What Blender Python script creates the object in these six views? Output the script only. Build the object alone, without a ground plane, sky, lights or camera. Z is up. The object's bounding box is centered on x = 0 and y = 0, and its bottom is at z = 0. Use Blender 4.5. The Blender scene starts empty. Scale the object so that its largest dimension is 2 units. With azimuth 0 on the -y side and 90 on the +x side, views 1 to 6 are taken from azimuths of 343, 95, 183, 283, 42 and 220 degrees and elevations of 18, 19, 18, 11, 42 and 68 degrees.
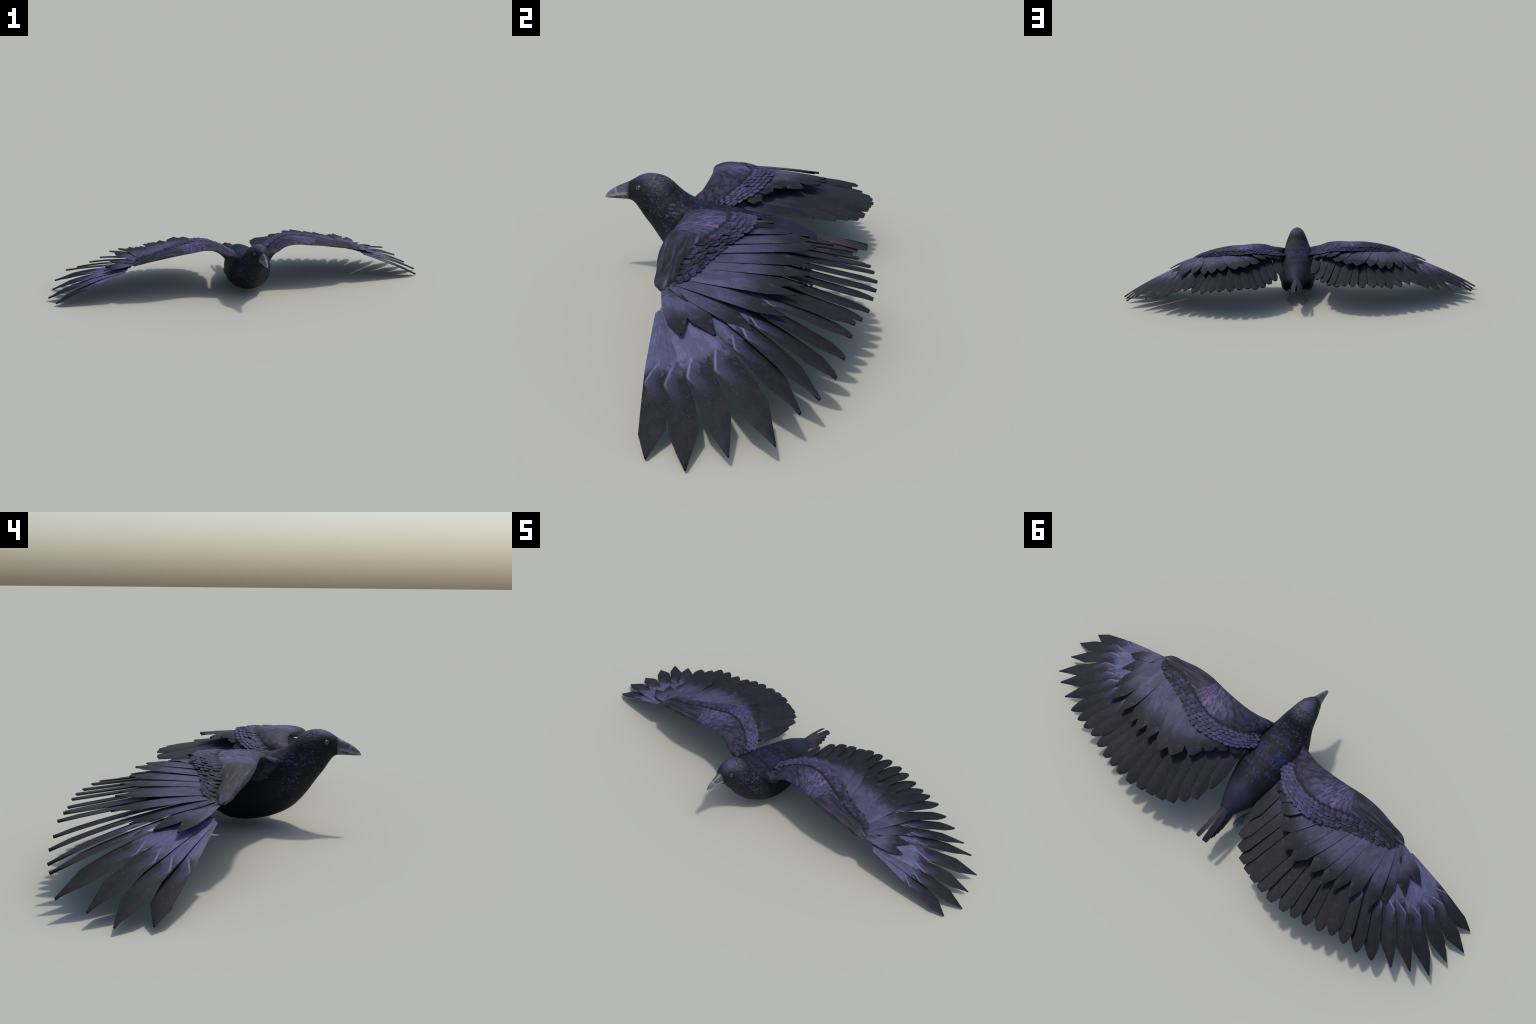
"""A black crow gliding low with both wings spread, built part by part.

Frame: metres, z up, beak towards -y.  The bird is mirror-symmetric; the +x
side is described and mirrored, then the whole bird banks by a fraction of a
degree.
"""
import math
import random
import bpy
import numpy as np
from mathutils import Matrix, Vector

random.seed(7)
rng = np.random.default_rng(7)


# ------------------------------------------------------------------ helpers
def curve(keys, t):
    """Smooth (monotone cubic) interpolation of rows (t, a, b, ...) at t."""
    k = np.asarray(keys, float)
    x, y = k[:, 0], k[:, 1:]
    h = np.diff(x)
    d = np.diff(y, axis=0) / h[:, None]
    m = np.zeros_like(y)
    m[0], m[-1] = d[0], d[-1]
    for i in range(1, len(x) - 1):
        w1, w2 = 2 * h[i] + h[i - 1], h[i] + 2 * h[i - 1]
        for c in range(y.shape[1]):
            a, b = d[i - 1, c], d[i, c]
            m[i, c] = 0 if a * b <= 0 else (w1 + w2) / (w1 / a + w2 / b)
    t = np.atleast_1d(np.clip(t, x[0], x[-1]))
    i = np.clip(np.searchsorted(x, t) - 1, 0, len(x) - 2)
    s = ((t - x[i]) / h[i])[:, None]
    H = h[i][:, None]
    return ((1 + 2 * s) * (1 - s) ** 2 * y[i] + s * (1 - s) ** 2 * H * m[i]
            + s * s * (3 - 2 * s) * y[i + 1] + s * s * (s - 1) * H * m[i + 1])


def along(points, t):
    """Catmull-Rom curve through 3D points, by arc length, t in 0..1."""
    p = np.asarray(points, float)
    s = np.concatenate([[0], np.cumsum(np.linalg.norm(np.diff(p, axis=0), axis=1))])
    s /= s[-1]
    m = np.gradient(p, s, axis=0)
    t = np.atleast_1d(np.clip(t, 0, 1))
    i = np.clip(np.searchsorted(s, t) - 1, 0, len(s) - 2)
    h = (s[i + 1] - s[i])[:, None]
    u = ((t - s[i]) / (s[i + 1] - s[i]))[:, None]
    return ((1 + 2 * u) * (1 - u) ** 2 * p[i] + u * (1 - u) ** 2 * h * m[i]
            + u * u * (3 - 2 * u) * p[i + 1] + u * u * (u - 1) * h * m[i + 1])


def mesh_from(name, verts, faces, smooth=True, sharp=None):
    me = bpy.data.meshes.new(name)
    me.from_pydata([tuple(map(float, v)) for v in verts], [], [tuple(int(i) for i in f) for f in faces])
    me.validate()
    me.update()
    if smooth:
        me.shade_smooth()
        if sharp is not None:
            me.set_sharp_from_angle(angle=math.radians(sharp))
    return me


def add(name, me, parent, material=None, matrix=None, mirror=False):
    ob = bpy.data.objects.new(name, me)
    bpy.context.scene.collection.objects.link(ob)
    if material is not None and not me.materials:
        me.materials.append(material)
    m = matrix.copy() if matrix is not None else Matrix.Identity(4)
    if mirror:
        m = Matrix.Diagonal((-1, 1, 1, 1)) @ m
    ob.parent = parent
    ob.matrix_local = m
    return ob


def tube(path, radii, sides=12, close=True):
    """Loft of circles along a path; radii may be (rx, rz) pairs."""
    p = np.asarray(path, float)
    r = np.asarray([(q, q) if np.isscalar(q) else q for q in radii], float)
    verts, faces = [], []
    tang = np.gradient(p, axis=0)
    for c, q, t in zip(p, r, tang):
        t = t / np.linalg.norm(t)
        side = np.cross(t, (0, 0, 1.0))
        if np.linalg.norm(side) < 1e-3:
            side = np.array((1.0, 0, 0))
        side /= np.linalg.norm(side)
        up = np.cross(side, t)
        for k in range(sides):
            a = 2 * math.pi * k / sides
            verts.append(c + side * q[0] * math.cos(a) + up * q[1] * math.sin(a))
    n = len(p)
    for i in range(n - 1):
        for k in range(sides):
            a, b = i * sides + k, i * sides + (k + 1) % sides
            faces.append((a, b, b + sides, a + sides))
    if close:
        faces.append(tuple(range(sides - 1, -1, -1)))
        faces.append(tuple(range((n - 1) * sides, n * sides)))
    return verts, faces


# ---------------------------------------------------------------- materials
class Nodes:
    """Small wrapper that makes node graphs read like formulas."""

    def __init__(self, name, rough=0.55, specular=0.3):
        self.mat = bpy.data.materials.new(name)
        self.mat.use_nodes = True
        self.t = self.mat.node_tree
        self.bsdf = self.t.nodes["Principled BSDF"]
        self.bsdf.inputs["Roughness"].default_value = rough
        self.bsdf.inputs["Specular IOR Level"].default_value = specular
        self.tc = self.t.nodes.new("ShaderNodeTexCoord")

    def put(self, sock, v):
        if isinstance(v, bpy.types.NodeSocket):
            self.t.links.new(v, sock)
        elif isinstance(v, (tuple, list)) and len(v) == 3 and sock.type == "RGBA":
            sock.default_value = (*v, 1)
        else:
            sock.default_value = v

    def math(self, op, a, b=0.0, c=0.0, clamp=False):
        n = self.t.nodes.new("ShaderNodeMath")
        n.operation, n.use_clamp = op, clamp
        for s, v in zip(n.inputs, (a, b, c)):
            self.put(s, v)
        return n.outputs[0]

    def step(self, v, lo, hi):
        n = self.t.nodes.new("ShaderNodeMapRange")
        n.interpolation_type = "SMOOTHSTEP"
        self.put(n.inputs["Value"], v)
        n.inputs["From Min"].default_value = lo
        n.inputs["From Max"].default_value = hi
        if lo > hi:
            n.inputs["From Min"].default_value, n.inputs["From Max"].default_value = hi, lo
            n.inputs["To Min"].default_value, n.inputs["To Max"].default_value = 1, 0
        return n.outputs[0]

    def split(self, vec):
        n = self.t.nodes.new("ShaderNodeSeparateXYZ")
        self.put(n.inputs[0], vec)
        return n.outputs

    def place(self, vec, loc=(0, 0, 0), rot=(0, 0, 0), scale=(1, 1, 1)):
        n = self.t.nodes.new("ShaderNodeMapping")
        self.put(n.inputs["Vector"], vec)
        n.inputs["Location"].default_value = loc
        n.inputs["Rotation"].default_value = rot
        n.inputs["Scale"].default_value = scale
        return n.outputs[0]

    def noise(self, vec, scale=1.0, detail=4.0, rough=0.55, distort=0.0):
        n = self.t.nodes.new("ShaderNodeTexNoise")
        self.put(n.inputs["Vector"], vec)
        n.inputs["Scale"].default_value = scale
        n.inputs["Detail"].default_value = detail
        n.inputs["Roughness"].default_value = rough
        n.inputs["Distortion"].default_value = distort
        return n.outputs["Fac"]

    def mix(self, f, a, b):
        n = self.t.nodes.new("ShaderNodeMix")
        n.data_type = "RGBA"
        self.put(n.inputs[0], f)
        self.put(n.inputs[6], a)
        self.put(n.inputs[7], b)
        return n.outputs[2]

    def near(self, vec, centre, lo, hi, scale=(1, 1, 1)):
        """1 inside distance lo of centre, 0 beyond hi."""
        loc = tuple(-c * s for c, s in zip(centre, scale))
        n = self.t.nodes.new("ShaderNodeVectorMath")
        n.operation = "LENGTH"
        self.put(n.inputs[0], self.place(vec, loc=loc, scale=scale))
        return self.step(n.outputs["Value"], hi, lo)

    def prop(self, name):
        n = self.t.nodes.new("ShaderNodeAttribute")
        n.attribute_type = "OBJECT"
        n.attribute_name = '["%s"]' % name
        return n.outputs["Fac"]

    def random(self):
        return self.t.nodes.new("ShaderNodeObjectInfo").outputs["Random"]

    def bump(self, height, strength=0.3, distance=0.002):
        n = self.t.nodes.new("ShaderNodeBump")
        n.inputs["Strength"].default_value = strength
        n.inputs["Distance"].default_value = distance
        self.put(n.inputs["Height"], height)
        self.t.links.new(n.outputs[0], self.bsdf.inputs["Normal"])

    def done(self, colour):
        self.put(self.bsdf.inputs["Base Color"], colour)
        return self.mat


BLACK = (0.0078, 0.0083, 0.0118)
DARK = (0.0134, 0.0136, 0.0185)
VIOLET = (0.070, 0.069, 0.120)
BRIGHT = (0.090, 0.086, 0.190)
BLUE = (0.030, 0.040, 0.130)


def plumage_material():
    """Body feathers: black with blue flecks, bluish crown, grey-flecked nape."""
    n = Nodes("body_plumage", rough=0.6, specular=0.12)
    o = n.tc.outputs["Object"]
    x, y, z = n.split(o)
    both = n.t.nodes.new("ShaderNodeCombineXYZ")
    n.put(both.inputs[0], n.math("ABSOLUTE", x))
    n.put(both.inputs[1], y)
    n.put(both.inputs[2], z)
    o = both.outputs[0]
    warp = n.noise(o, 14, 2)
    flow = n.place(o, rot=(math.radians(-35), 0, 0), scale=(1, 0.45, 0.8))
    fine = n.noise(flow, 190, 3, 0.65)
    patch = n.noise(o, 26, 3)
    flecks = n.math("MULTIPLY", n.step(fine, 0.50, 0.68), n.step(patch, 0.34, 0.60))
    # breast and neck flecks
    chest = n.near(o, (0, -0.19, 0.17), 0.06, 0.16)
    base = n.mix(n.math("MULTIPLY", flecks, n.math("MULTIPLY", chest, 0.85)), BLACK, (0.066, 0.078, 0.150))
    # curly blue feather edges on the mantle
    curl = n.noise(n.place(o, scale=(1.0, 0.7, 1.0)), 48, 3, 0.55, 1.6)
    band = n.math("SUBTRACT", 1.0, n.math("MULTIPLY", n.math("ABSOLUTE", n.math("SUBTRACT", curl, 0.5)), 11), clamp=True)
    mantle = n.math("MULTIPLY", n.near(o, (0, -0.02, 0.235), 0.05, 0.125, (1, 0.75, 1)), n.step(patch, 0.42, 0.60))
    base = n.mix(n.math("MULTIPLY", n.math("MULTIPLY", band, mantle), 0.65), base, BLUE)
    dots = n.math("MULTIPLY", n.step(n.noise(o, 44, 1), 0.66, 0.76), n.near(o, (0, 0.06, 0.21), 0.03, 0.07))
    base = n.mix(n.math("MULTIPLY", dots, 0.7), base, (0.08, 0.095, 0.28))
    # soft bluish rump
    rump = n.near(o, (0, 0.17, 0.175), 0.03, 0.11)
    base = n.mix(n.math("MULTIPLY", rump, n.math("ADD", 0.35, n.math("MULTIPLY", warp, 0.8))), base, (0.019, 0.0205, 0.042))
    # forehead and crown sheen, nape flecks
    crown = n.near(o, (0, -0.272, 0.312), 0.018, 0.042, (0.8, 0.8, 1))
    base = n.mix(n.math("MULTIPLY", crown, n.math("ADD", 0.10, n.math("MULTIPLY", patch, 1.1)), clamp=True), base, (0.050, 0.054, 0.118))
    nape = n.near(o, (0, -0.228, 0.290), 0.012, 0.060, (0.85, 1, 0.8))
    grain = n.noise(n.place(o, scale=(1, 0.6, 1)), 210, 3, 0.7)
    base = n.mix(n.math("MULTIPLY", nape, n.math("ADD", 0.12, n.math("MULTIPLY", n.step(grain, 0.36, 0.70), 0.88))), base, (0.088, 0.090, 0.128))
    cheek = n.near(o, (0.045, -0.215, 0.235), 0.01, 0.045)
    cheek2 = n.near(o, (-0.045, -0.215, 0.235), 0.01, 0.045)
    base = n.mix(n.math("MULTIPLY", n.math("MAXIMUM", cheek, cheek2), n.math("MULTIPLY", n.step(grain, 0.5, 0.68), 0.6)), base, (0.085, 0.092, 0.135))
    n.bump(fine, 0.35, 0.003)
    return n.done(base)


def feather_material(name, base, end, edge0, edge1, streak=0.0, veins=0.5, patch=0.0):
    """Long feather: generated x runs across (1 = leading side), y along."""
    n = Nodes(name, rough=0.62, specular=0.12)
    g = n.tc.outputs["Generated"]
    o = n.tc.outputs["Object"]
    u, v, w = n.split(g)
    rnd = n.random()
    off = n.math("MULTIPLY", rnd, 37.0)
    side = n.math("ABSOLUTE", n.math("SUBTRACT", u, 0.62))
    # barbs lean outwards from the shaft: noise in chevron coordinates
    c = n.t.nodes.new("ShaderNodeCombineXYZ")
    ox, oy, oz = n.split(o)
    sx = n.math("ABSOLUTE", n.math("SUBTRACT", ox, 0.004))
    cloud0 = n.noise(o, 60, 2)
    n.put(c.inputs[0], n.math("MULTIPLY", sx, 22.0))
    n.put(c.inputs[1], n.math("MULTIPLY", n.math("SUBTRACT", oy, n.math("MULTIPLY", sx, n.math("ADD", 0.5, n.math("MULTIPLY", cloud0, 1.4)))), 520.0))
    n.put(c.inputs[2], off)
    barb = n.noise(c.outputs[0], 1.0, 3, 0.6, 0.5)
    c2 = n.t.nodes.new("ShaderNodeCombineXYZ")
    n.put(c2.inputs[0], ox)
    n.put(c2.inputs[1], n.math("MULTIPLY", oy, 0.6))
    n.put(c2.inputs[2], off)
    cloud = n.noise(c2.outputs[0], 55, 4, 0.6, 0.6)
    hair = n.noise(c2.outputs[0], 130, 3, 0.6, 3.2)
    f = n.math("ADD", v, n.math("MULTIPLY", n.math("SUBTRACT", cloud, 0.5), 0.30))
    f = n.math("ADD", f, n.math("MULTIPLY", n.math("SUBTRACT", barb, 0.5), 0.16))
    fade = n.step(f, edge0, edge1)
    blot = n.noise(c2.outputs[0], 24, 3, 0.6, 0.8)
    light = n.mix(n.step(barb, 0.3, 0.7), tuple(k * 0.80 for k in base), tuple(k * 1.14 for k in base))
    light = n.mix(n.math("MULTIPLY", n.step(hair, 0.56, 0.70), 0.6), light, tuple(k * 2.0 for k in base))
    light = n.mix(n.math("MULTIPLY", n.step(blot, 0.66, 0.36), 0.55), light, tuple(k * 0.45 for k in base))
    dark = n.mix(n.step(cloud, 0.35, 0.7), tuple(k * 0.82 for k in end), tuple(k * 1.22 for k in end))
    vein = n.math("MULTIPLY", n.step(hair, 0.58, 0.68), n.math("MULTIPLY", n.step(v, 1.0, 0.45), 0.58 * veins))
    dark = n.mix(vein, dark, VIOLET)
    speck = n.math("MULTIPLY", n.step(n.noise(c2.outputs[0], 320, 2, 0.5), 0.70, 0.76), n.step(cloud, 0.42, 0.60))
    col = n.mix(n.math("MULTIPLY", speck, 0.5), n.mix(fade, light, dark), (0.10, 0.10, 0.16))
    if streak:
        # bright rim of the hidden covert along the leading vane, then a V
        rim = n.math("SUBTRACT", 0.90, n.math("ADD", n.math("MULTIPLY", n.math("MAXIMUM", n.math("SUBTRACT", 0.52, v), 0.0), 3.6), n.math("MULTIPLY", n.math("MAXIMUM", n.math("SUBTRACT", v, 0.54), 0.0), 1.7)))
        d = n.math("ABSOLUTE", n.math("SUBTRACT", u, rim))
        line = n.math("MULTIPLY", n.step(d, 0.085, 0.006), n.math("MULTIPLY", n.step(v, 0.40, 0.44), n.step(v, 0.70, 0.54)))
        col = n.mix(n.math("MULTIPLY", line, n.math("MULTIPLY", n.math("ADD", 0.10, n.math("MULTIPLY", n.step(v, 0.58, 0.49), 0.80)), streak)), col, (0.15, 0.145, 0.27))
        inner = n.math("MULTIPLY", n.math("MULTIPLY", n.step(n.math("SUBTRACT", rim, u), -0.01, 0.05), n.step(n.math("SUBTRACT", rim, u), 0.55, 0.15)),
                       n.math("MULTIPLY", n.step(v, 0.40, 0.46), n.step(v, 0.70, 0.50)))
        col = n.mix(n.math("MULTIPLY", inner, 0.65 * streak), col, (0.056, 0.050, 0.105))
    if patch:
        # pale angular corner near the tip of each covert, trailing side
        q = n.math("ADD", n.math("ABSOLUTE", n.math("SUBTRACT", v, 0.80)), n.math("MULTIPLY", n.math("ABSOLUTE", n.math("SUBTRACT", u, 0.20)), 0.22))
        col = n.mix(n.math("MULTIPLY", n.step(q, 0.050, 0.040), n.math("MULTIPLY", n.step(cloud, 0.3, 0.6), patch)), col, VIOLET)
    shaft = n.step(n.math("ABSOLUTE", n.math("SUBTRACT", ox, 0.0)), 0.0016, 0.0004)
    col = n.mix(n.math("MULTIPLY", shaft, 0.22), col, (0.012, 0.011, 0.014))
    bright = n.math("ADD", 0.86, n.math("MULTIPLY", rnd, 0.28))
    h = n.t.nodes.new("ShaderNodeHueSaturation")
    n.put(h.inputs["Value"], bright)
    n.put(h.inputs["Color"], col)
    n.bump(barb, 0.25, 0.0015)
    return n.done(h.outputs[0])


def scale_material():
    """Small rounded coverts: tone (object property) runs violet to dark."""
    n = Nodes("scale_plumage", rough=0.6, specular=0.12)
    o = n.tc.outputs["Object"]
    x, y, z = n.split(o)
    rnd = n.random()
    c = n.t.nodes.new("ShaderNodeCombineXYZ")
    n.put(c.inputs[0], n.math("MULTIPLY", x, 1.0))
    n.put(c.inputs[1], n.math("MULTIPLY", y, 0.4))
    n.put(c.inputs[2], n.math("MULTIPLY", rnd, 19.0))
    fine = n.noise(c.outputs[0], 160, 3, 0.6)
    tone = n.math("ADD", n.prop("tone"), n.math("MULTIPLY", n.math("SUBTRACT", rnd, 0.5), 0.7))
    tone = n.math("ADD", tone, n.math("MULTIPLY", n.math("SUBTRACT", fine, 0.5), 0.5), clamp=True)
    col = n.mix(tone, (0.0165, 0.0165, 0.0235), (0.056, 0.054, 0.124))
    edge = n.step(n.math("ADD", n.math("MULTIPLY", n.math("MULTIPLY", x, x), 4.0), n.math("MULTIPLY", n.math("POWER", n.math("MAXIMUM", n.math("SUBTRACT", y, 0.62), 0.0), 2.0), 4.7)), 0.70, 0.97)
    col = n.mix(n.math("MULTIPLY", edge, 0.30), col, (0.090, 0.088, 0.150))
    col = n.mix(n.step(y, 0.62, 0.30), col, (0.012, 0.012, 0.017))  # shadow at the scale's base, painted into the colour
    n.bump(fine, 0.25, 0.0015)
    return n.done(col)


def arm_material():
    """Lesser coverts fused into one sleek skin: dark shoulder, bright fan at
    the elbow with a rosy streak, streaky dark hand."""
    n = Nodes("arm_plumage", rough=0.6, specular=0.12)
    o = n.tc.outputs["Object"]
    x, y, z = n.split(o)
    mott = n.noise(o, 45, 4, 0.6, 0.8)
    # streaks fan out from a point on the leading edge
    ang = n.math("ARCTAN2", n.math("SUBTRACT", x, 0.335), n.math("ADD", y, 0.19))
    rad = n.near(o, (0.335, -0.19, 0.24), 0.0, 0.25)
    c = n.t.nodes.new("ShaderNodeCombineXYZ")
    n.put(c.inputs[0], n.math("MULTIPLY", ang, 9.0))
    n.put(c.inputs[1], n.math("MULTIPLY", rad, 3.0))
    fan = n.noise(c.outputs[0], 1.6, 4, 0.6, 0.7)
    hand = n.noise(n.place(o, rot=(0, 0, math.radians(12)), scale=(0.13, 1.7, 0.6)), 62, 4, 0.6, 0.7)
    dark = n.mix(n.step(mott, 0.38, 0.68), (0.0105, 0.0100, 0.0150), (0.036, 0.033, 0.062))
    outer = n.mix(n.step(hand, 0.40, 0.66), (0.0150, 0.0145, 0.0190), (0.036, 0.034, 0.054))
    outer = n.mix(n.math("MULTIPLY", n.step(hand, 0.63, 0.70), 0.6), outer, (0.11, 0.10, 0.18))
    col = n.mix(n.step(x, 0.33, 0.42), dark, outer)
    elbow = n.near(o, (0.292, -0.045, 0.25), 0.03, 0.115, (1.0, 1.0, 0.5))
    lit = n.mix(n.step(fan, 0.40, 0.60), (0.034, 0.031, 0.060), BRIGHT)
    col = n.mix(n.math("MULTIPLY", elbow, n.math("ADD", 0.25, n.math("MULTIPLY", mott, 1.2)), clamp=True), col, lit)
    mid = n.near(o, (0.20, -0.07, 0.24), 0.02, 0.09, (1, 1, 0.5))
    col = n.mix(n.math("MULTIPLY", mid, 0.45), col, n.mix(n.step(fan, 0.40, 0.60), (0.017, 0.016, 0.026), (0.050, 0.047, 0.096)))
    rose = n.math("MULTIPLY", n.near(o, (0.318, -0.040, 0.25), 0.004, 0.022, (1.8, 0.55, 0.4)), 0.55)
    col = n.mix(n.math("MULTIPLY", rose, n.step(fan, 0.3, 0.6)), col, (0.20, 0.105, 0.21))
    # two pale texture flaws copied over: under the shoulder and at the wrist
    pale = n.math("MAXIMUM", n.near(o, (0.0960, -0.112, 0.154), 0.010, 0.013), n.near(o, (0.590, -0.108, 0.189), 0.005, 0.007))
    col = n.mix(pale, col, (0.42, 0.46, 0.45))
    n.bump(n.math("ADD", mott, fan), 0.25, 0.002)
    return n.done(col)


def beak_material():
    n = Nodes("beak_horn", rough=0.42, specular=0.4)
    o = n.tc.outputs["Object"]
    x, y, z = n.split(o)
    # the gape line rises gently from the tip
    gape = n.math("ADD", 0.2302, n.math("MULTIPLY", n.step(y, -0.385, -0.315), 0.0145))
    h = n.math("SUBTRACT", z, gape)
    hair = n.noise(n.place(o, rot=(math.radians(-14), 0, 0), scale=(1, 0.15, 1)), 330, 3, 0.6)
    grain = n.noise(o, 190, 4, 0.65)
    bristle = n.mix(n.step(hair, 0.35, 0.68), (0.022, 0.025, 0.035), (0.078, 0.084, 0.112))
    horn = n.mix(grain, (0.050, 0.053, 0.074), (0.100, 0.105, 0.142))
    upper = n.mix(n.step(n.math("ADD", y, n.math("MULTIPLY", h, 0.55)), -0.345, -0.337), horn, bristle)
    rimmed = n.math("SUBTRACT", 1.0, n.math("MULTIPLY", n.math("ABSOLUTE", n.math("ADD", n.math("ADD", y, 0.341), n.math("MULTIPLY", h, 0.55))), 200.0), clamp=True)
    upper = n.mix(n.math("MULTIPLY", rimmed, 0.6), upper, (0.22, 0.21, 0.27))
    upper = n.mix(n.math("MULTIPLY", n.step(n.math("ABSOLUTE", n.math("SUBTRACT", h, 0.0045)), 0.0028, 0.0006), 0.6), upper, (0.17, 0.20, 0.29))
    lower = n.mix(n.step(grain, 0.42, 0.62), (0.022, 0.024, 0.030), (0.125, 0.120, 0.115))
    col = n.mix(n.step(h, -0.0012, 0.0004), lower, upper)
    tomium = n.math("MULTIPLY", n.step(n.math("ABSOLUTE", h), 0.0022, 0.0006), n.step(y, -0.295, -0.315))
    col = n.mix(n.math("MULTIPLY", tomium, 0.85), col, (0.34, 0.27, 0.245))
    root = n.step(n.math("ADD", y, n.math("MULTIPLY", n.math("SUBTRACT", hair, 0.5), 0.022)), -0.3190, -0.3080)
    col = n.mix(n.math("MULTIPLY", root, 0.9), col, (0.016, 0.016, 0.021))
    n.bump(n.math("ADD", hair, grain), 0.25, 0.0015)
    return n.done(col)


def plain(name, a, b, scale, rough, spec):
    n = Nodes(name, rough=rough, specular=spec)
    f = n.noise(n.tc.outputs["Object"], scale, 4, 0.6)
    n.bump(f, 0.25, 0.001)
    return n.done(n.mix(n.step(f, 0.35, 0.65), a, b))


def eye_material():
    n = Nodes("eye_gloss", rough=0.03, specular=0.9)
    o = n.tc.outputs["Object"]
    r = n.math("SUBTRACT", 1.0, n.near(o, (0.0040, 0, 0), 0.0, 0.0064), clamp=True)
    iris = n.mix(n.step(r, 0.35, 0.6), (0.003, 0.003, 0.003), (0.012, 0.006, 0.005))
    iris = n.mix(n.step(r, 0.93, 0.99), iris, (0.012, 0.012, 0.014))
    return n.done(iris)


M_BODY = plumage_material()
M_PRIMARY = feather_material("primary_plumage", (0.092, 0.095, 0.180), DARK, 0.38, 0.50, streak=0.9, veins=0.9)
M_FLIGHT = feather_material("secondary_plumage", (0.032, 0.032, 0.056), (0.0136, 0.0137, 0.0180), 0.18, 0.55, veins=0.9)
M_COVERT = feather_material("covert_plumage", (0.066, 0.0665, 0.120), (0.0136, 0.0136, 0.0176), 0.40, 0.78, veins=1.0, patch=0.3)
M_TAIL = feather_material("tail_plumage", (0.038, 0.034, 0.050), (0.018, 0.0165, 0.0215), 0.2, 0.9, veins=0.4)
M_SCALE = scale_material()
M_ARM = arm_material()
M_BEAK = beak_material()
M_SKIN = plain("leg_scales", (0.034, 0.039, 0.055), (0.110, 0.125, 0.165), 160, 0.5, 0.4)
M_CLAW = plain("claw_horn", (0.010, 0.010, 0.012), (0.030, 0.030, 0.034), 90, 0.35, 0.45)
M_EYE = eye_material()
M_LID = plain("eyelid_skin", (0.018, 0.018, 0.022), (0.060, 0.060, 0.070), 300, 0.45, 0.4)

# --------------------------------------------------------------------- root
crow = bpy.data.objects.new("gliding_crow", None)
bpy.context.scene.collection.objects.link(crow)
crow["label"] = "black crow gliding with violet-sheened wings spread wide"
crow["category"] = "crow"
crow.rotation_euler = (0, 0.0041, 0.0020)
crow.location = (0, 0, 0.0015)

# --------------------------------------------------------------------- body
# y, top z, bottom z, half width, height of the widest point, roundness top/bottom
BODY = [
    (-0.3812, 0.2296, 0.2280, 0.0008, 0.2288, 2.0, 2.0),
    (-0.3770, 0.2375, 0.2270, 0.0042, 0.2320, 2.0, 2.0),
    (-0.3660, 0.2480, 0.2264, 0.0085, 0.2350, 1.75, 2.0),
    (-0.3450, 0.2618, 0.2262, 0.0132, 0.2380, 1.65, 2.1),
    (-0.3250, 0.2712, 0.2264, 0.0178, 0.2415, 1.65, 2.2),
    (-0.3090, 0.2785, 0.2258, 0.0228, 0.2450, 1.75, 2.2),
    (-0.3000, 0.2836, 0.2226, 0.0285, 0.2500, 2.0, 2.1),
    (-0.2930, 0.2880, 0.2162, 0.0318, 0.2520, 2.0, 2.0),
    (-0.2800, 0.2955, 0.1982, 0.0375, 0.2530, 1.9, 1.9),
    (-0.2650, 0.3008, 0.1745, 0.0438, 0.2520, 1.85, 1.8),
    (-0.2500, 0.3030, 0.1550, 0.0485, 0.2490, 1.8, 1.75),
    (-0.2350, 0.3024, 0.1335, 0.0528, 0.2410, 1.8, 1.75),
    (-0.2200, 0.2992, 0.1115, 0.0575, 0.2290, 1.85, 1.8),
    (-0.2050, 0.2930, 0.0920, 0.0640, 0.2110, 2.0, 1.9),
    (-0.1900, 0.2820, 0.0750, 0.0722, 0.1880, 2.0, 1.95),
    (-0.1750, 0.2680, 0.0605, 0.0800, 0.1660, 2.0, 2.0),
    (-0.1550, 0.2510, 0.0460, 0.0888, 0.1460, 2.1, 2.0),
    (-0.1300, 0.2365, 0.0335, 0.0985, 0.1310, 2.25, 2.05),
    (-0.1000, 0.2262, 0.0225, 0.1060, 0.1210, 2.3, 2.1),
    (-0.0600, 0.2190, 0.0130, 0.1095, 0.1150, 2.25, 2.15),
    (-0.0200, 0.2130, 0.0078, 0.1080, 0.1130, 2.15, 2.2),
    (0.0200, 0.2073, 0.0110, 0.1045, 0.1140, 2.05, 2.2),
    (0.0600, 0.2030, 0.0260, 0.0925, 0.1180, 1.95, 2.1),
    (0.1000, 0.1975, 0.0530, 0.0790, 0.1260, 1.9, 2.1),
    (0.1380, 0.1905, 0.0770, 0.0650, 0.1320, 1.85, 2.1),
    (0.1650, 0.1810, 0.0920, 0.0540, 0.1350, 1.85, 2.1),
    (0.1820, 0.1722, 0.1000, 0.0465, 0.1350, 1.85, 2.1),
    (0.2000, 0.1630, 0.1075, 0.0375, 0.1340, 1.9, 2.1),
    (0.2130, 0.1568, 0.1120, 0.0300, 0.1335, 1.9, 2.1),
    (0.2195, 0.1525, 0.1150, 0.0225, 0.1330, 2.0, 2.0),
    (0.2225, 0.1460, 0.1220, 0.0120, 0.1330, 2.0, 2.0),
]
AROUND = 72
ys = np.concatenate([
    np.linspace(-0.3812, -0.3690, 7), np.linspace(-0.3650, -0.3090, 16),
    np.linspace(-0.3060, -0.1900, 48), np.linspace(-0.1870, 0.1950, 84), np.linspace(0.1980, 0.2225, 12)])
prof = curve(BODY, ys)
verts = []
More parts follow.
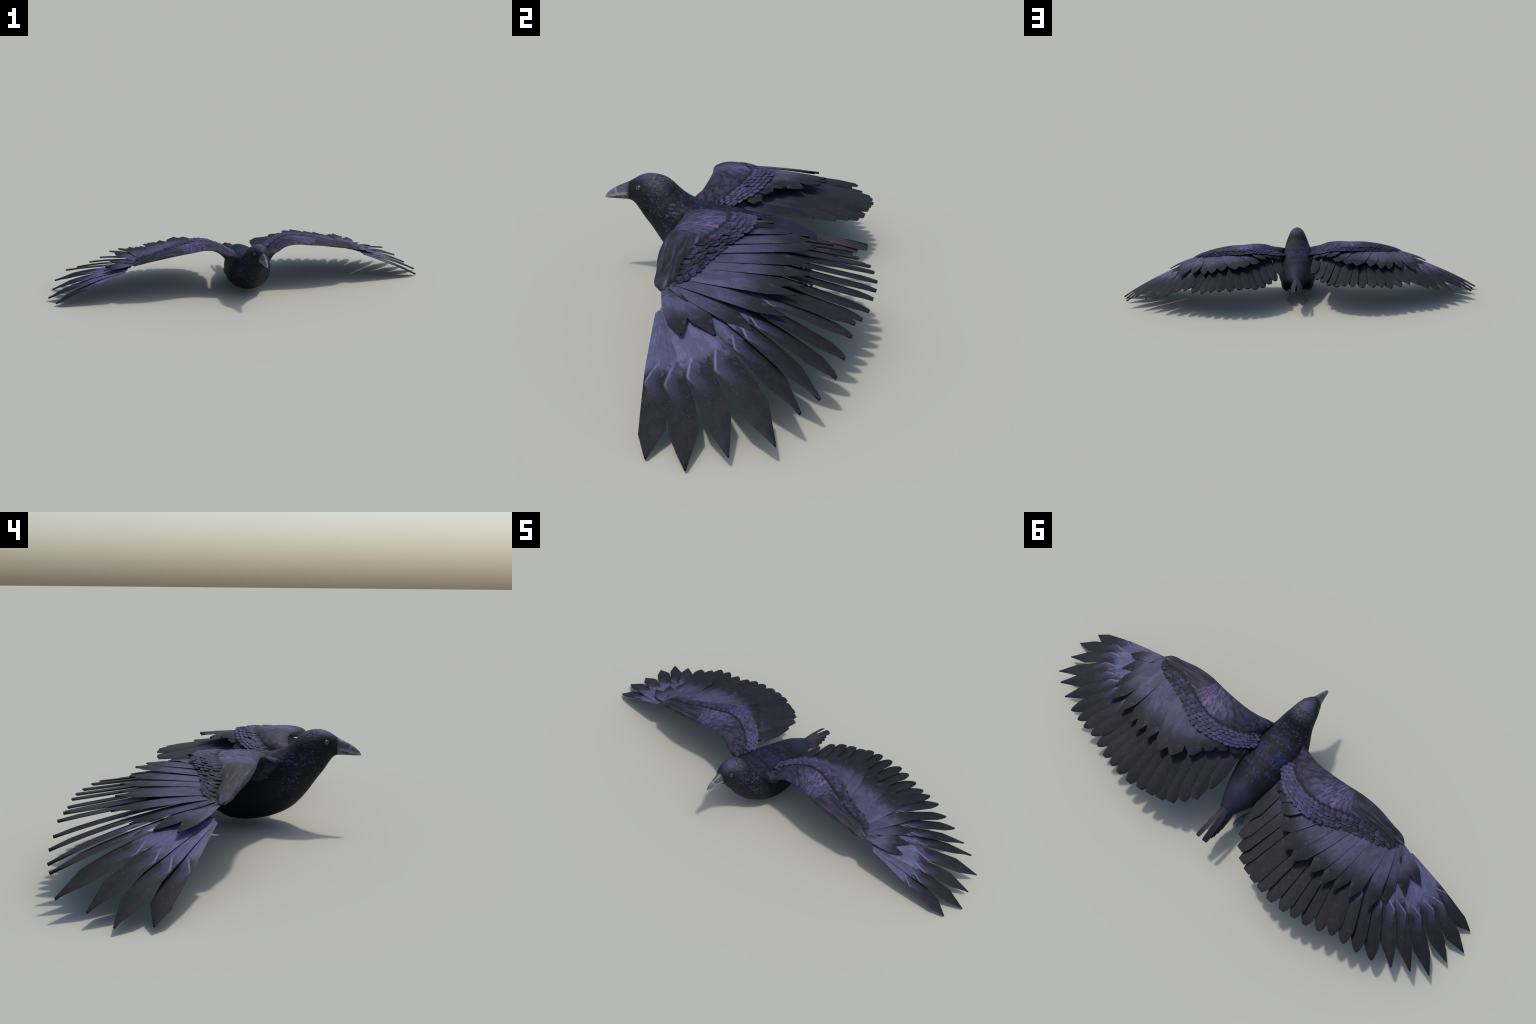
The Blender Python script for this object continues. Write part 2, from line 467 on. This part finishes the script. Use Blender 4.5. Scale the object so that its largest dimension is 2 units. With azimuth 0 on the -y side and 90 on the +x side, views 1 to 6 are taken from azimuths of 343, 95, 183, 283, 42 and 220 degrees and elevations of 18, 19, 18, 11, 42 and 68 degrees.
for yy, (zt, zb, hw, zm, nt, nb) in zip(ys, prof):
    zm = min(max(zm, zb + 0.1 * (zt - zb)), zt - 0.1 * (zt - zb))
    for k in range(AROUND):
        a = 2 * math.pi * k / AROUND
        c, s = math.cos(a), math.sin(a)
        e = 2.0 / (nt if c >= 0 else nb)
        up = (zt - zm) if c >= 0 else (zm - zb)
        verts.append((hw * math.copysign(abs(s) ** e, s), yy, zm + up * math.copysign(abs(c) ** e, c)))
NR = len(ys)
ring_faces = [[(i * AROUND + k, i * AROUND + (k + 1) % AROUND, (i + 1) * AROUND + (k + 1) % AROUND, (i + 1) * AROUND + k)
               for k in range(AROUND)] for i in range(NR - 1)]
caps = [tuple(range(AROUND - 1, -1, -1)), tuple(range((NR - 1) * AROUND, NR * AROUND))]
whole = mesh_from("whole_body", verts, [f for r in ring_faces for f in r] + caps)
whole_normals = [tuple(v.normal) for v in whole.vertices]


def body_part(name, y0, y1, parent, material):
    faces = [f for i in range(NR - 1) if y0 <= 0.5 * (ys[i] + ys[i + 1]) < y1 for f in ring_faces[i]]
    if y0 < ys[0]:
        faces.append(caps[0])
    if y1 > ys[-1]:
        faces.append(caps[1])
    used = sorted({i for f in faces for i in f})
    to = {v: i for i, v in enumerate(used)}
    me = mesh_from(name, [verts[i] for i in used], [tuple(to[i] for i in f) for f in faces])
    me.normals_split_custom_set_from_vertices([whole_normals[i] for i in used])
    return add(name, me, parent, material)


torso = body_part("torso", -0.160, 1.0, crow, M_BODY)
neck = body_part("neck", -0.222, -0.160, crow, M_BODY)
head = body_part("head", -0.3075, -0.222, crow, M_BODY)
beak = body_part("beak", -1.0, -0.3075, head, M_BEAK)
bpy.data.meshes.remove(whole)


def uv_ball(r, squash=1.0, seg=28, rings=16):
    v, f = [], []
    for i in range(rings + 1):
        t = math.pi * i / rings
        for k in range(seg):
            a = 2 * math.pi * k / seg
            v.append((squash * r * math.cos(t), r * math.sin(t) * math.cos(a), r * math.sin(t) * math.sin(a)))
    for i in range(rings):
        for k in range(seg):
            f.append((i * seg + k, i * seg + (k + 1) % seg, (i + 1) * seg + (k + 1) % seg, (i + 1) * seg + k))
    return v, f


def torus(R, r, seg=32, sides=10):
    v, f = [], []
    for i in range(seg):
        a = 2 * math.pi * i / seg
        for k in range(sides):
            b = 2 * math.pi * k / sides
            q = R + r * math.cos(b)
            v.append((r * 0.8 * math.sin(b), q * math.cos(a), q * math.sin(a)))
    for i in range(seg):
        for k in range(sides):
            f.append((i * sides + k, i * sides + (k + 1) % sides, ((i + 1) % seg) * sides + (k + 1) % sides, ((i + 1) % seg) * sides + k))
    return v, f


def head_side(y, z):
    """Point on the +x flank of the head and the outward normal there."""
    def flank(y, z):
        zt, zb, hw, zm, nt, nb = curve(BODY, y)[0]
        up, n = ((zt - zm), nt) if z >= zm else ((zm - zb), nb)
        return hw * max(0.0, 1 - abs((z - zm) / up) ** n) ** (1 / n)
    e = 0.002
    nx = np.array((1.0, -(flank(y + e, z) - flank(y - e, z)) / (2 * e), -(flank(y, z + e) - flank(y, z - e)) / (2 * e)))
    return np.array((flank(y, z), y, z)), nx / np.linalg.norm(nx)


eye_mesh = mesh_from("eye", *uv_ball(0.0068, 0.62))
lid_mesh = mesh_from("eyelid", *torus(0.0067, 0.0008))
spot, out = head_side(-0.2780, 0.2692)
ex = Vector(out)
ey = Vector((0, 0, 1)).cross(ex).normalized()
ez = ex.cross(ey)
eye_turn = Matrix((ex, ey, ez)).transposed().to_4x4()
for mirror in (False, True):
    add("eye", eye_mesh, head, M_EYE, Matrix.Translation(spot - out * 0.0012) @ eye_turn, mirror)
    add("eyelid", lid_mesh, head, M_LID, Matrix.Translation(spot + out * 0.0002) @ eye_turn, mirror)

# --------------------------------------------------------------------- wing
# the leading edge, the seam where the sleek arm meets the scale rows, and the
# rear edge of the scale rows, all from shoulder to wrist
LEAD = [(0.070, -0.158, 0.201), (0.0770, -0.1505, 0.2045), (0.100, -0.1435, 0.2105), (0.134, -0.1315, 0.2185), (0.178, -0.1190, 0.2385), (0.239, -0.1165, 0.2470),
        (0.309, -0.1235, 0.2410), (0.373, -0.1315, 0.2365), (0.449, -0.1320, 0.2245), (0.520, -0.1215, 0.2095),
        (0.583, -0.1095, 0.1940), (0.597, -0.0960, 0.1900)]
SEAM = [(0.0860, -0.0880, 0.2030), (0.0925, -0.0800, 0.2090), (0.118, -0.0520, 0.2305), (0.150, -0.0300, 0.2460), (0.190, -0.0120, 0.2585), (0.256, -0.0030, 0.2640),
        (0.310, -0.0160, 0.2580), (0.386, -0.0425, 0.2520), (0.433, -0.0605, 0.2430), (0.491, -0.0715, 0.2320),
        (0.557, -0.0755, 0.2130), (0.594, -0.0880, 0.1930)]
REAR = [(0.060, -0.030, 0.198), (0.085, -0.004, 0.208), (0.115, 0.022, 0.220), (0.150, 0.047, 0.233), (0.200, 0.065, 0.246), (0.255, 0.073, 0.250),
        (0.300, 0.064, 0.244), (0.350, 0.043, 0.234), (0.400, 0.016, 0.225), (0.440, -0.001, 0.219), (0.490, -0.018, 0.214), (0.530, -0.033, 0.210), (0.562, -0.052, 0.205)]


def arm_mesh():
    """Closed aerofoil: rounded nose, cambered top to the seam, a thin shelf
    under the scales, and a belly that only hangs down near the shoulder."""
    us = np.concatenate([[0, 0.008], np.linspace(0.02, 0.985, 60), [0.995, 1.0]])
    lead, seam, rear = along(LEAD, us), along(SEAM, us), along(REAR, us)
    xs = lead[:, 0]
    hang = curve([(0.0, 0.042), (0.085, 0.046), (0.105, 0.036), (0.130, 0.020), (0.160, 0.010), (0.25, 0.007), (0.45, 0.006), (0.6, 0.004)], xs)[:, 0]
    bulge = curve([(0.0, 0.006), (0.09, 0.014), (0.15, 0.014), (0.3, 0.011), (0.5, 0.009), (0.6, 0.004)], xs)[:, 0]
    top_s = np.array([0.0, 0.02, 0.06, 0.12, 0.2, 0.3, 0.42, 0.55, 0.68, 0.8, 0.9, 1.0])
    v, ring = [], 0
    for L, S, R, h, b in zip(lead, seam, rear, hang, bulge):
        sec = []
        deep = float(np.interp(L[0], [0.30, 0.56], [1.0, 0.2]))
        for s in top_s:
            lift = b * (s ** 0.5) * (1 - s) * 2.6
            sec.append(L + (S - L) * s + np.array((0, 0, lift)))
        for s, dz in ((0.10, -0.004), (0.5, -0.008), (0.95, -0.010), (0.96, -0.010 - 0.020 * deep)):
            sec.append(S + (R - S) * s + np.array((0, 0, dz)))
        low = S + (R - S) * 0.45 + np.array((0, 0, -0.014 - 0.018 * deep))
        for s in (0.0, 0.2, 0.4, 0.6, 0.78, 0.9, 0.97):
            hb = h * math.sin(math.pi * min(1, (0.04 + s) ** 0.8)) ** 0.9
            p = low + (L - low) * s
            sec.append(p + np.array((0.34 * max(0.0, hb - 0.008), 0, -hb)))
        ring = len(sec)
        v += sec
    f = []
    for i in range(len(us) - 1):
        for k in range(ring):
            f.append((i * ring + k, (i + 1) * ring + k, (i + 1) * ring + (k + 1) % ring, i * ring + (k + 1) % ring))
    f.append(tuple(range(ring)))
    f.append(tuple(range((len(us) - 1) * ring + ring - 1, (len(us) - 1) * ring - 1, -1)))
    return mesh_from("wing", v, f, sharp=50)


def long_feather(name, length, lead_w, trail_w, blunt, shoulder_lead, shoulder_trail, thick=0.0085, notch=0.0, sag=0.0, base=0.35, fan=False, taper=1.0, stations=18):
    """Feather lying along +y, leading vane towards +x: two vanes that meet in
    thin edges, a keel below, cut off square at the tip."""
    v, f = [], []
    corners = [1 - shoulder_lead / length, 1 - shoulder_trail / length]
    t = np.unique(np.round(np.concatenate([np.linspace(0, 0.6, 9), np.linspace(0.66, 1.0, stations - 7), corners]), 4))
    acr = (1.0, 0.55, 0.0, -0.5, -1.0)
    for s in t:
        back = (1 - s) * length

        def vane(w, shoulder, leading):
            if fan:  # primaries open out steadily towards the shoulder
                grow = min(1.0, 0.55 + 1.0 * s) if leading else 0.50 + 0.50 * min(1.0, s / 0.60)
            else:
                grow = base + (1 - base) * min(1.0, s / 0.40) ** 0.8
            return min(w * grow, blunt + (w * grow - blunt) * min(1.0, back / shoulder) ** taper)
        wl, wt = vane(lead_w, shoulder_lead, True), vane(trail_w, shoulder_trail, False)
        th = thick * (0.55 + 0.45 * min(1, s / 0.3))
        z0 = -sag * 4 * s * (1 - s)
        yy = s * length
        row = []
        for a in acr:                                   # top, leading to trailing
            x = a * (wl if a > 0 else wt)
            row.append((x, yy, z0 + th * 0.30 * (1 - abs(a) ** 1.6)))
        for a in (-0.45, 0.0, 0.45):                    # underside keel
            x = a * (wl if a > 0 else wt)
            row.append((x, yy, z0 - th * 0.70 * (1 - abs(a)) ** 1.1))
        v += row
    n = 8
    for i in range(len(t) - 1):
        for k in range(n):
            f.append((i * n + k, i * n + (k + 1) % n, (i + 1) * n + (k + 1) % n, (i + 1) * n + k))
    f.append(tuple(range(n - 1, -1, -1)))
    c = len(v)
    e = (len(t) - 1) * n
    v.append((0, length - notch, -0.2 * thick))
    f += [(e + k, e + (k + 1) % n, c) for k in range(n)]
    return mesh_from(name, v, f, sharp=38)


def feather_frame(root, tip, slope):
    """Matrix: y from root to tip, x to the leading side; slope lifts the
    trailing vane (degrees)."""
    r, t = Vector(root), Vector(tip)
    y = (t - r).normalized()
    x = y.cross(Vector((0, 0, 1))).normalized()
    z = x.cross(y)
    m = Matrix((x, y, z)).transposed().to_4x4()
    return Matrix.Translation(r) @ m @ Matrix.Rotation(math.radians(slope), 4, "Y"), (t - r).length


# flight feathers, outermost first: tip, root
FLIGHT = [
    ((0.9704, -0.0463, 0.0078), (0.636, -0.0890, 0.158)),
    ((1.0000, 0.0336, 0.0092), (0.632, -0.0850, 0.161)),
    ((0.9725, 0.1078, 0.0264), (0.624, -0.0800, 0.166)),
    ((0.9525, 0.1911, 0.0437), (0.603, -0.0620, 0.173)),
    ((0.8912, 0.2320, 0.0808), (0.569, -0.0450, 0.180)),
    ((0.8305, 0.2658, 0.0813), (0.552, -0.0470, 0.186)),
    ((0.7618, 0.2950, 0.0946), (0.530, -0.0450, 0.191)),
    ((0.7040, 0.3100, 0.1114), (0.514, -0.0430, 0.196)),
    ((0.6505, 0.3222, 0.1375), (0.490, -0.0340, 0.200)),
    ((0.6005, 0.3285, 0.1462), (0.466, -0.0250, 0.205)),
    ((0.5545, 0.3440, 0.1370), (0.443, -0.0160, 0.210)),
    ((0.5030, 0.3600, 0.1370), (0.420, -0.0050, 0.215)),
    ((0.4545, 0.3690, 0.1480), (0.399, 0.0050, 0.217)),
    ((0.4080, 0.3765, 0.1515), (0.379, 0.0150, 0.219)),
    ((0.3515, 0.3790, 0.1530), (0.358, 0.0240, 0.221)),
    ((0.3010, 0.3715, 0.1585), (0.334, 0.0310, 0.222)),
    ((0.2570, 0.3625, 0.1585), (0.308, 0.0360, 0.222)),
    ((0.2180, 0.3500, 0.1495), (0.281, 0.0380, 0.221)),
    ((0.1790, 0.3330, 0.1520), (0.250, 0.0360, 0.218)),
    ((0.1455, 0.3035, 0.1605), (0.214, 0.0250, 0.214)),
    ((0.1150, 0.2665, 0.1640), (0.170, 0.0080, 0.207)),
    ((0.0925, 0.2010, 0.1745), (0.118, -0.0200, 0.199)),
]
# feather no., leading vane, trailing vane, half tip, shoulders, slope
SHAPE = [
    (1, 0.0178, 0.0350, 0.0022, 0.052, 0.058, 6), (2, 0.0200, 0.0365, 0.0022, 0.070, 0.078, 8),
    (3, 0.0210, 0.0375, 0.0022, 0.080, 0.090, 10), (4, 0.0220, 0.0380, 0.0022, 0.078, 0.096, 12),
    (5, 0.0235, 0.0360, 0.0026, 0.090, 0.100, -7), (6, 0.0245, 0.0345, 0.0030, 0.085, 0.090, -8),
    (7, 0.0250, 0.0310, 0.0034, 0.060, 0.060, -6), (8, 0.0255, 0.0300, 0.0044, 0.056, 0.054, -5), (11, 0.0260, 0.0300, 0.0070, 0.050, 0.046, -4),
    (14, 0.0260, 0.0295, 0.0105, 0.042, 0.042, -6), (17, 0.0250, 0.0290, 0.0150, 0.034, 0.036, -9),
    (20, 0.0255, 0.0270, 0.0170, 0.026, 0.042, -12), (22, 0.0260, 0.0255, 0.0080, 0.045, 0.075, -15)]
# greater coverts, outermost first: tip, root
COVERT = [
    ((0.7300, -0.0255, 0.1520), (0.586, -0.0860, 0.193)),
    ((0.7125, 0.0420, 0.1490), (0.580, -0.0820, 0.197)),
    ((0.6795, 0.1165, 0.1500), (0.580, -0.0720, 0.201)),
    ((0.6440, 0.1790, 0.1715), (0.564, -0.0660, 0.205)),
    ((0.5670, 0.1965, 0.1920), (0.540, -0.0600, 0.209)),
    ((0.5060, 0.2090, 0.1890), (0.512, -0.0520, 0.213)),
    ((0.4595, 0.2235, 0.2000), (0.482, -0.0430, 0.217)),
    ((0.4030, 0.2170, 0.2110), (0.450, -0.0320, 0.222)),
    ((0.3270, 0.2270, 0.2220), (0.410, -0.0160, 0.229)),
    ((0.2790, 0.2100, 0.2245), (0.362, 0.0040, 0.236)),
    ((0.2215, 0.1600, 0.2240), (0.308, 0.0220, 0.243)),
    ((0.1790, 0.1090, 0.2345), (0.250, 0.0250, 0.251)),
    ((0.1390, 0.0690, 0.2270), (0.200, 0.0150, 0.247)),
    ((0.0990, 0.0400, 0.2080), (0.150, -0.0050, 0.232)),
]
COVERT_SHAPE = [
    (1, 0.0215, 0.0250, 0.0030, 0.050, 0.050, 7), (3, 0.0235, 0.0270, 0.0030, 0.055, 0.060, 8),
    (6, 0.0255, 0.0280, 0.0040, 0.060, 0.065, 7), (8, 0.0275, 0.0320, 0.0050, 0.055, 0.050, 6), (9, 0.0285, 0.0350, 0.0055, 0.050, 0.036, 5),
    (11, 0.0310, 0.0395, 0.0090, 0.036, 0.024, -3), (13, 0.0300, 0.0320, 0.0140, 0.020, 0.026, -11), (14, 0.0250, 0.0270, 0.0150, 0.016, 0.020, -12)]
ALULA = [((0.654, -0.0660, 0.1700), (0.596, -0.0900, 0.192)), ((0.648, -0.0420, 0.1770), (0.590, -0.0830, 0.196)), ((0.630, -0.0310, 0.1850), (0.582, -0.0760, 0.2015))]


def scale_mesh(name="scale_feather"):
    """One small rounded covert: 1 wide, along +y, slightly domed plate."""
    v, f = [], []
    seg = 14
    out = [(-0.42, 0.0), (-0.50, 0.35), (-0.50, 0.62)]
    out += [(-0.5 * math.cos(a), 0.62 + 0.46 * math.sin(a)) for a in np.linspace(0, math.pi, seg)[1:-1]]
    out += [(0.50, 0.62), (0.50, 0.35), (0.42, 0.0)]
    m = len(out)

    def dome(x, y):
        return 0.11 * (1 - (2 * x) ** 2)
    for k, (x, y) in enumerate(out):
        v.append((x, y, dome(x, y) + 0.035))
    for k, (x, y) in enumerate(out):
        v.append((x * 0.985, y * 0.99, dome(x, y) - 0.075))
    for lay, dz in ((0, 0.045), (1, -0.075)):
        for k, (x, y) in enumerate(out):
            v.append((x * 0.6, 0.45 + (y - 0.45) * 0.6, dome(x * 0.6, y) + dz))
        v.append((0, 0.45, dome(0, 0) + dz))
    top, bot, ti, bi = 0, m, 2 * m, 3 * m + 1
    tc, bc = 3 * m, 4 * m + 1
    for k in range(m):
        j = (k + 1) % m
        f.append((top + j, top + k, bot + k, bot + j))
        f.append((top + k, top + j, ti + j, ti + k))
        f.append((ti + k, ti + j, tc))
        f.append((bot + j, bot + k, bi + k, bi + j))
        f.append((bi + j, bi + k, bc))
    return mesh_from(name, v, f, sharp=45)


wing_mesh = arm_mesh()
scale = scale_mesh()
flight_meshes, covert_meshes, alula_meshes = [], [], []
for i, (tip, root) in enumerate(FLIGHT):
    lw, tw, bl, sl, st, slope = curve([tuple(s) for s in SHAPE], i + 1)[0]
    m, length = feather_frame(root, tip, slope)
    outer = i < 9
    me = long_feather("primary_feather" if outer else "secondary_feather", length, lw, tw, bl, sl, st,
                      thick=0.0090, notch=0.006 if i < 6 else 0.002, taper=1.0 if i < 6 else 0.62 if i < 18 else 0.85, sag=(-0.0065, -0.010, -0.012, -0.010, -0.007, -0.012, -0.010, -0.008, -0.004)[i] if i < 9 else 0.001, fan=i < 7, base=0.4 if i < 7 else 0.8 if i < 16 else 1.0)
    flight_meshes.append((me, m, M_PRIMARY if outer else M_FLIGHT, "primary_feather" if outer else "secondary_feather"))
for i, (tip, root) in enumerate(COVERT):
    lw, tw, bl, sl, st, slope = curve(COVERT_SHAPE, i + 1)[0]
    m, length = feather_frame(root, tip, slope)
    me = long_feather("covert_feather", length, lw, tw, bl, sl, st, thick=0.0070, notch=0.002, sag=-0.003, base=0.45 if i < 2 else 0.75)
    covert_meshes.append((me, m, M_COVERT, "covert_feather"))
for tip, root in ALULA:
    m, length = feather_frame(root, tip, 4)
    alula_meshes.append((long_feather("alula_feather", length, 0.0085, 0.0095, 0.002, 0.025, 0.025, thick=0.004), m, M_COVERT, "alula_feather"))

ROWS, COLUMNS = 6, 26
scales = []
for r in range(ROWS):
    for c in range(COLUMNS):
        u = (c + 0.5 + (0.5 if r % 2 else 0.0)) / (COLUMNS + 0.5)
        u = u ** 1.05
        S, R = along(SEAM, u)[0], along(REAR, u)[0]
        du = 0.5 / COLUMNS
        pitch = np.linalg.norm(along(SEAM, u + du)[0] * 0.5 + along(REAR, u + du)[0] * 0.5 - along(SEAM, u - du)[0] * 0.5 - along(REAR, u - du)[0] * 0.5)
        depth = R - S
        dn = np.linalg.norm(depth)
        t = (r + rng.uniform(-0.12, 0.12)) / ROWS
        base = S + depth * (t - (0.20 if r == 0 else 0.12)) + np.array((0, 0, -0.0015 + 0.0035 * t - (0.0085 if r == 0 else 0.0015 if r == 1 else 0.0)))
        size = pitch * rng.uniform(1.02, 1.22) * (1.0 if c > 1 else 0.9)
        length = min(max(dn / ROWS * 1.75, size * 0.80), 0.034) * rng.uniform(0.92, 1.1)
        y = Vector(depth).normalized()
        lean = Vector((0.55, 1.0, -0.05)) if u > 0.45 else Vector((0.0, 1.0, 0.0))
        y = (y * 0.75 + lean.normalized() * 0.25).normalized()
        span = Vector(along(SEAM, u + 0.03)[0] + along(REAR, u + 0.03)[0] - along(SEAM, u - 0.03)[0] - along(REAR, u - 0.03)[0])
        level = y.cross(Vector((0, 0, 1))).normalized()
        share = float(np.interp(u, [0.0, 0.35, 0.6], [0.75, 0.5, 0.15]))
        span = span.normalized() * share + level * (1 - share)
        z = span.cross(y).normalized()
        x = y.cross(z)
        m = Matrix((x, y, z)).transposed().to_4x4()
        m = (Matrix.Translation(Vector(base)) @ m @ Matrix.Rotation(math.radians(rng.uniform(9, 16)), 4, "X")
             @ Matrix.Rotation(math.radians(rng.uniform(-7, 7)), 4, "Z") @ Matrix.Rotation(math.radians(rng.uniform(-6, 6)), 4, "Y")
             @ Matrix.Diagonal((size, length, size * 0.6, 1)))
        tone = float(np.interp(u, [0, 0.30, 0.52, 0.72, 1.0], [0.80, 0.78, 0.42, 0.20, 0.12]))
        scales.append((m, tone))

for mirror in (False, True):
    wing = add("wing", wing_mesh, crow, M_ARM, None, mirror)
    # children live in the wing's own (already mirrored) space
    for me, m, mat, kind in flight_meshes + covert_meshes + alula_meshes:
        add(kind, me, wing, mat, m)
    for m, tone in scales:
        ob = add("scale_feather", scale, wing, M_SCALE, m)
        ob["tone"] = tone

# --------------------------------------------------------------------- tail
# folded tail: a narrow roof of stacked feathers on each side of the midline
tail_mesh = mesh_from("tail", *tube([(0, 0.195, 0.136), (0, 0.218, 0.134), (0, 0.238, 0.131), (0, 0.270, 0.126)],
                                   [(0.024, 0.020), (0.024, 0.019), (0.020, 0.014), (0.006, 0.004)], 16))
tail = add("tail", tail_mesh, crow, M_TAIL)
TAIL = [  # root, tip, vane half widths, roll
    ((0.0055, 0.206, 0.1500), (0.0170, 0.3600, 0.1250), 0.0125, 0.0125, 27),
    ((0.0120, 0.206, 0.1440), (0.0215, 0.3330, 0.1190), 0.0100, 0.0100, 42),
    ((0.0170, 0.205, 0.1370), (0.0245, 0.3210, 0.1120), 0.0090, 0.0090, 54),
    ((0.0210, 0.204, 0.1300), (0.0265, 0.3020, 0.1065), 0.0085, 0.0085, 62),
    ((0.0240, 0.203, 0.1230), (0.0275, 0.2800, 0.1045), 0.0080, 0.0080, 68),
]
for root, tip, lw, tw, roll in TAIL:
    m, length = feather_frame(root, tip, roll)
    me = long_feather("tail_feather", length, lw, tw, 0.0095, 0.010, 0.010, thick=0.0030, sag=-0.002)
    for mirror in (False, True):
        add("tail_feather", me, tail, M_TAIL, m, mirror)

# --------------------------------------------------------------------- legs
thigh = mesh_from("leg", *tube(
    along([(0.056, -0.03, 0.085), (0.061, 0.010, 0.078), (0.0635, 0.050, 0.072), (0.0635, 0.090, 0.066), (0.0605, 0.122, 0.0595), (0.0575, 0.143, 0.0555)], np.linspace(0, 1, 22)),
    curve([(0, 0.012), (0.2, 0.024), (0.45, 0.029), (0.7, 0.0240), (0.88, 0.013), (1, 0.0055)], np.linspace(0, 1, 22))[:, 0], 24))
shank = mesh_from("shank", *tube(
    along([(0.0585, 0.136, 0.0560), (0.0530, 0.152, 0.0535), (0.0465, 0.170, 0.0515), (0.0425, 0.182, 0.0480)], np.linspace(0, 1, 10)),
    curve([(0, 0.0056), (0.5, 0.0046), (1, 0.0086)], np.linspace(0, 1, 10))[:, 0], 12))
TOES = [
    [(0.0425, 0.181, 0.048), (0.0415, 0.192, 0.041), (0.0408, 0.203, 0.027), (0.0407, 0.2105, 0.0150)],
    [(0.0415, 0.181, 0.047), (0.0350, 0.193, 0.041), (0.0305, 0.206, 0.031), (0.0290, 0.2130, 0.0240)],
    [(0.0435, 0.180, 0.046), (0.0490, 0.188, 0.037), (0.0515, 0.195, 0.025), (0.0515, 0.1968, 0.0170)],
    [(0.0430, 0.180, 0.046), (0.0450, 0.176, 0.036), (0.0450, 0.178, 0.027), (0.0440, 0.184, 0.0210)],
]
toe_meshes = []
for path in TOES:
    k = np.linspace(0, 1, 11)
    r = 0.0055 * (1 - 0.32 * k) * (1 + 0.16 * np.cos(k * 6 * math.pi))
    toe_meshes.append(mesh_from("toe", *tube(along(path, k), r, 10)))
    a, b = np.array(path[-1]), np.array(path[-1]) - np.array(path[-2])
    b = b / np.linalg.norm(b)
    hook = [a - b * 0.002, a + b * 0.0030 + (0, 0.0008, 0), a + b * 0.0055 + (0, -0.0005, -0.0005), a + b * 0.0075 + (0, -0.003, -0.001)]
    toe_meshes.append(mesh_from("claw", *tube(along(hook, np.linspace(0, 1, 8)), np.linspace(0.0034, 0.0006, 8), 8)))
for mirror in (False, True):
    leg = add("leg", thigh, crow, M_BODY, None, mirror)
    add("shank", shank, leg, M_SKIN)
    for me in toe_meshes:
        add(me.name.split(".")[0], me, leg, M_CLAW if me.name.startswith("claw") else M_SKIN)
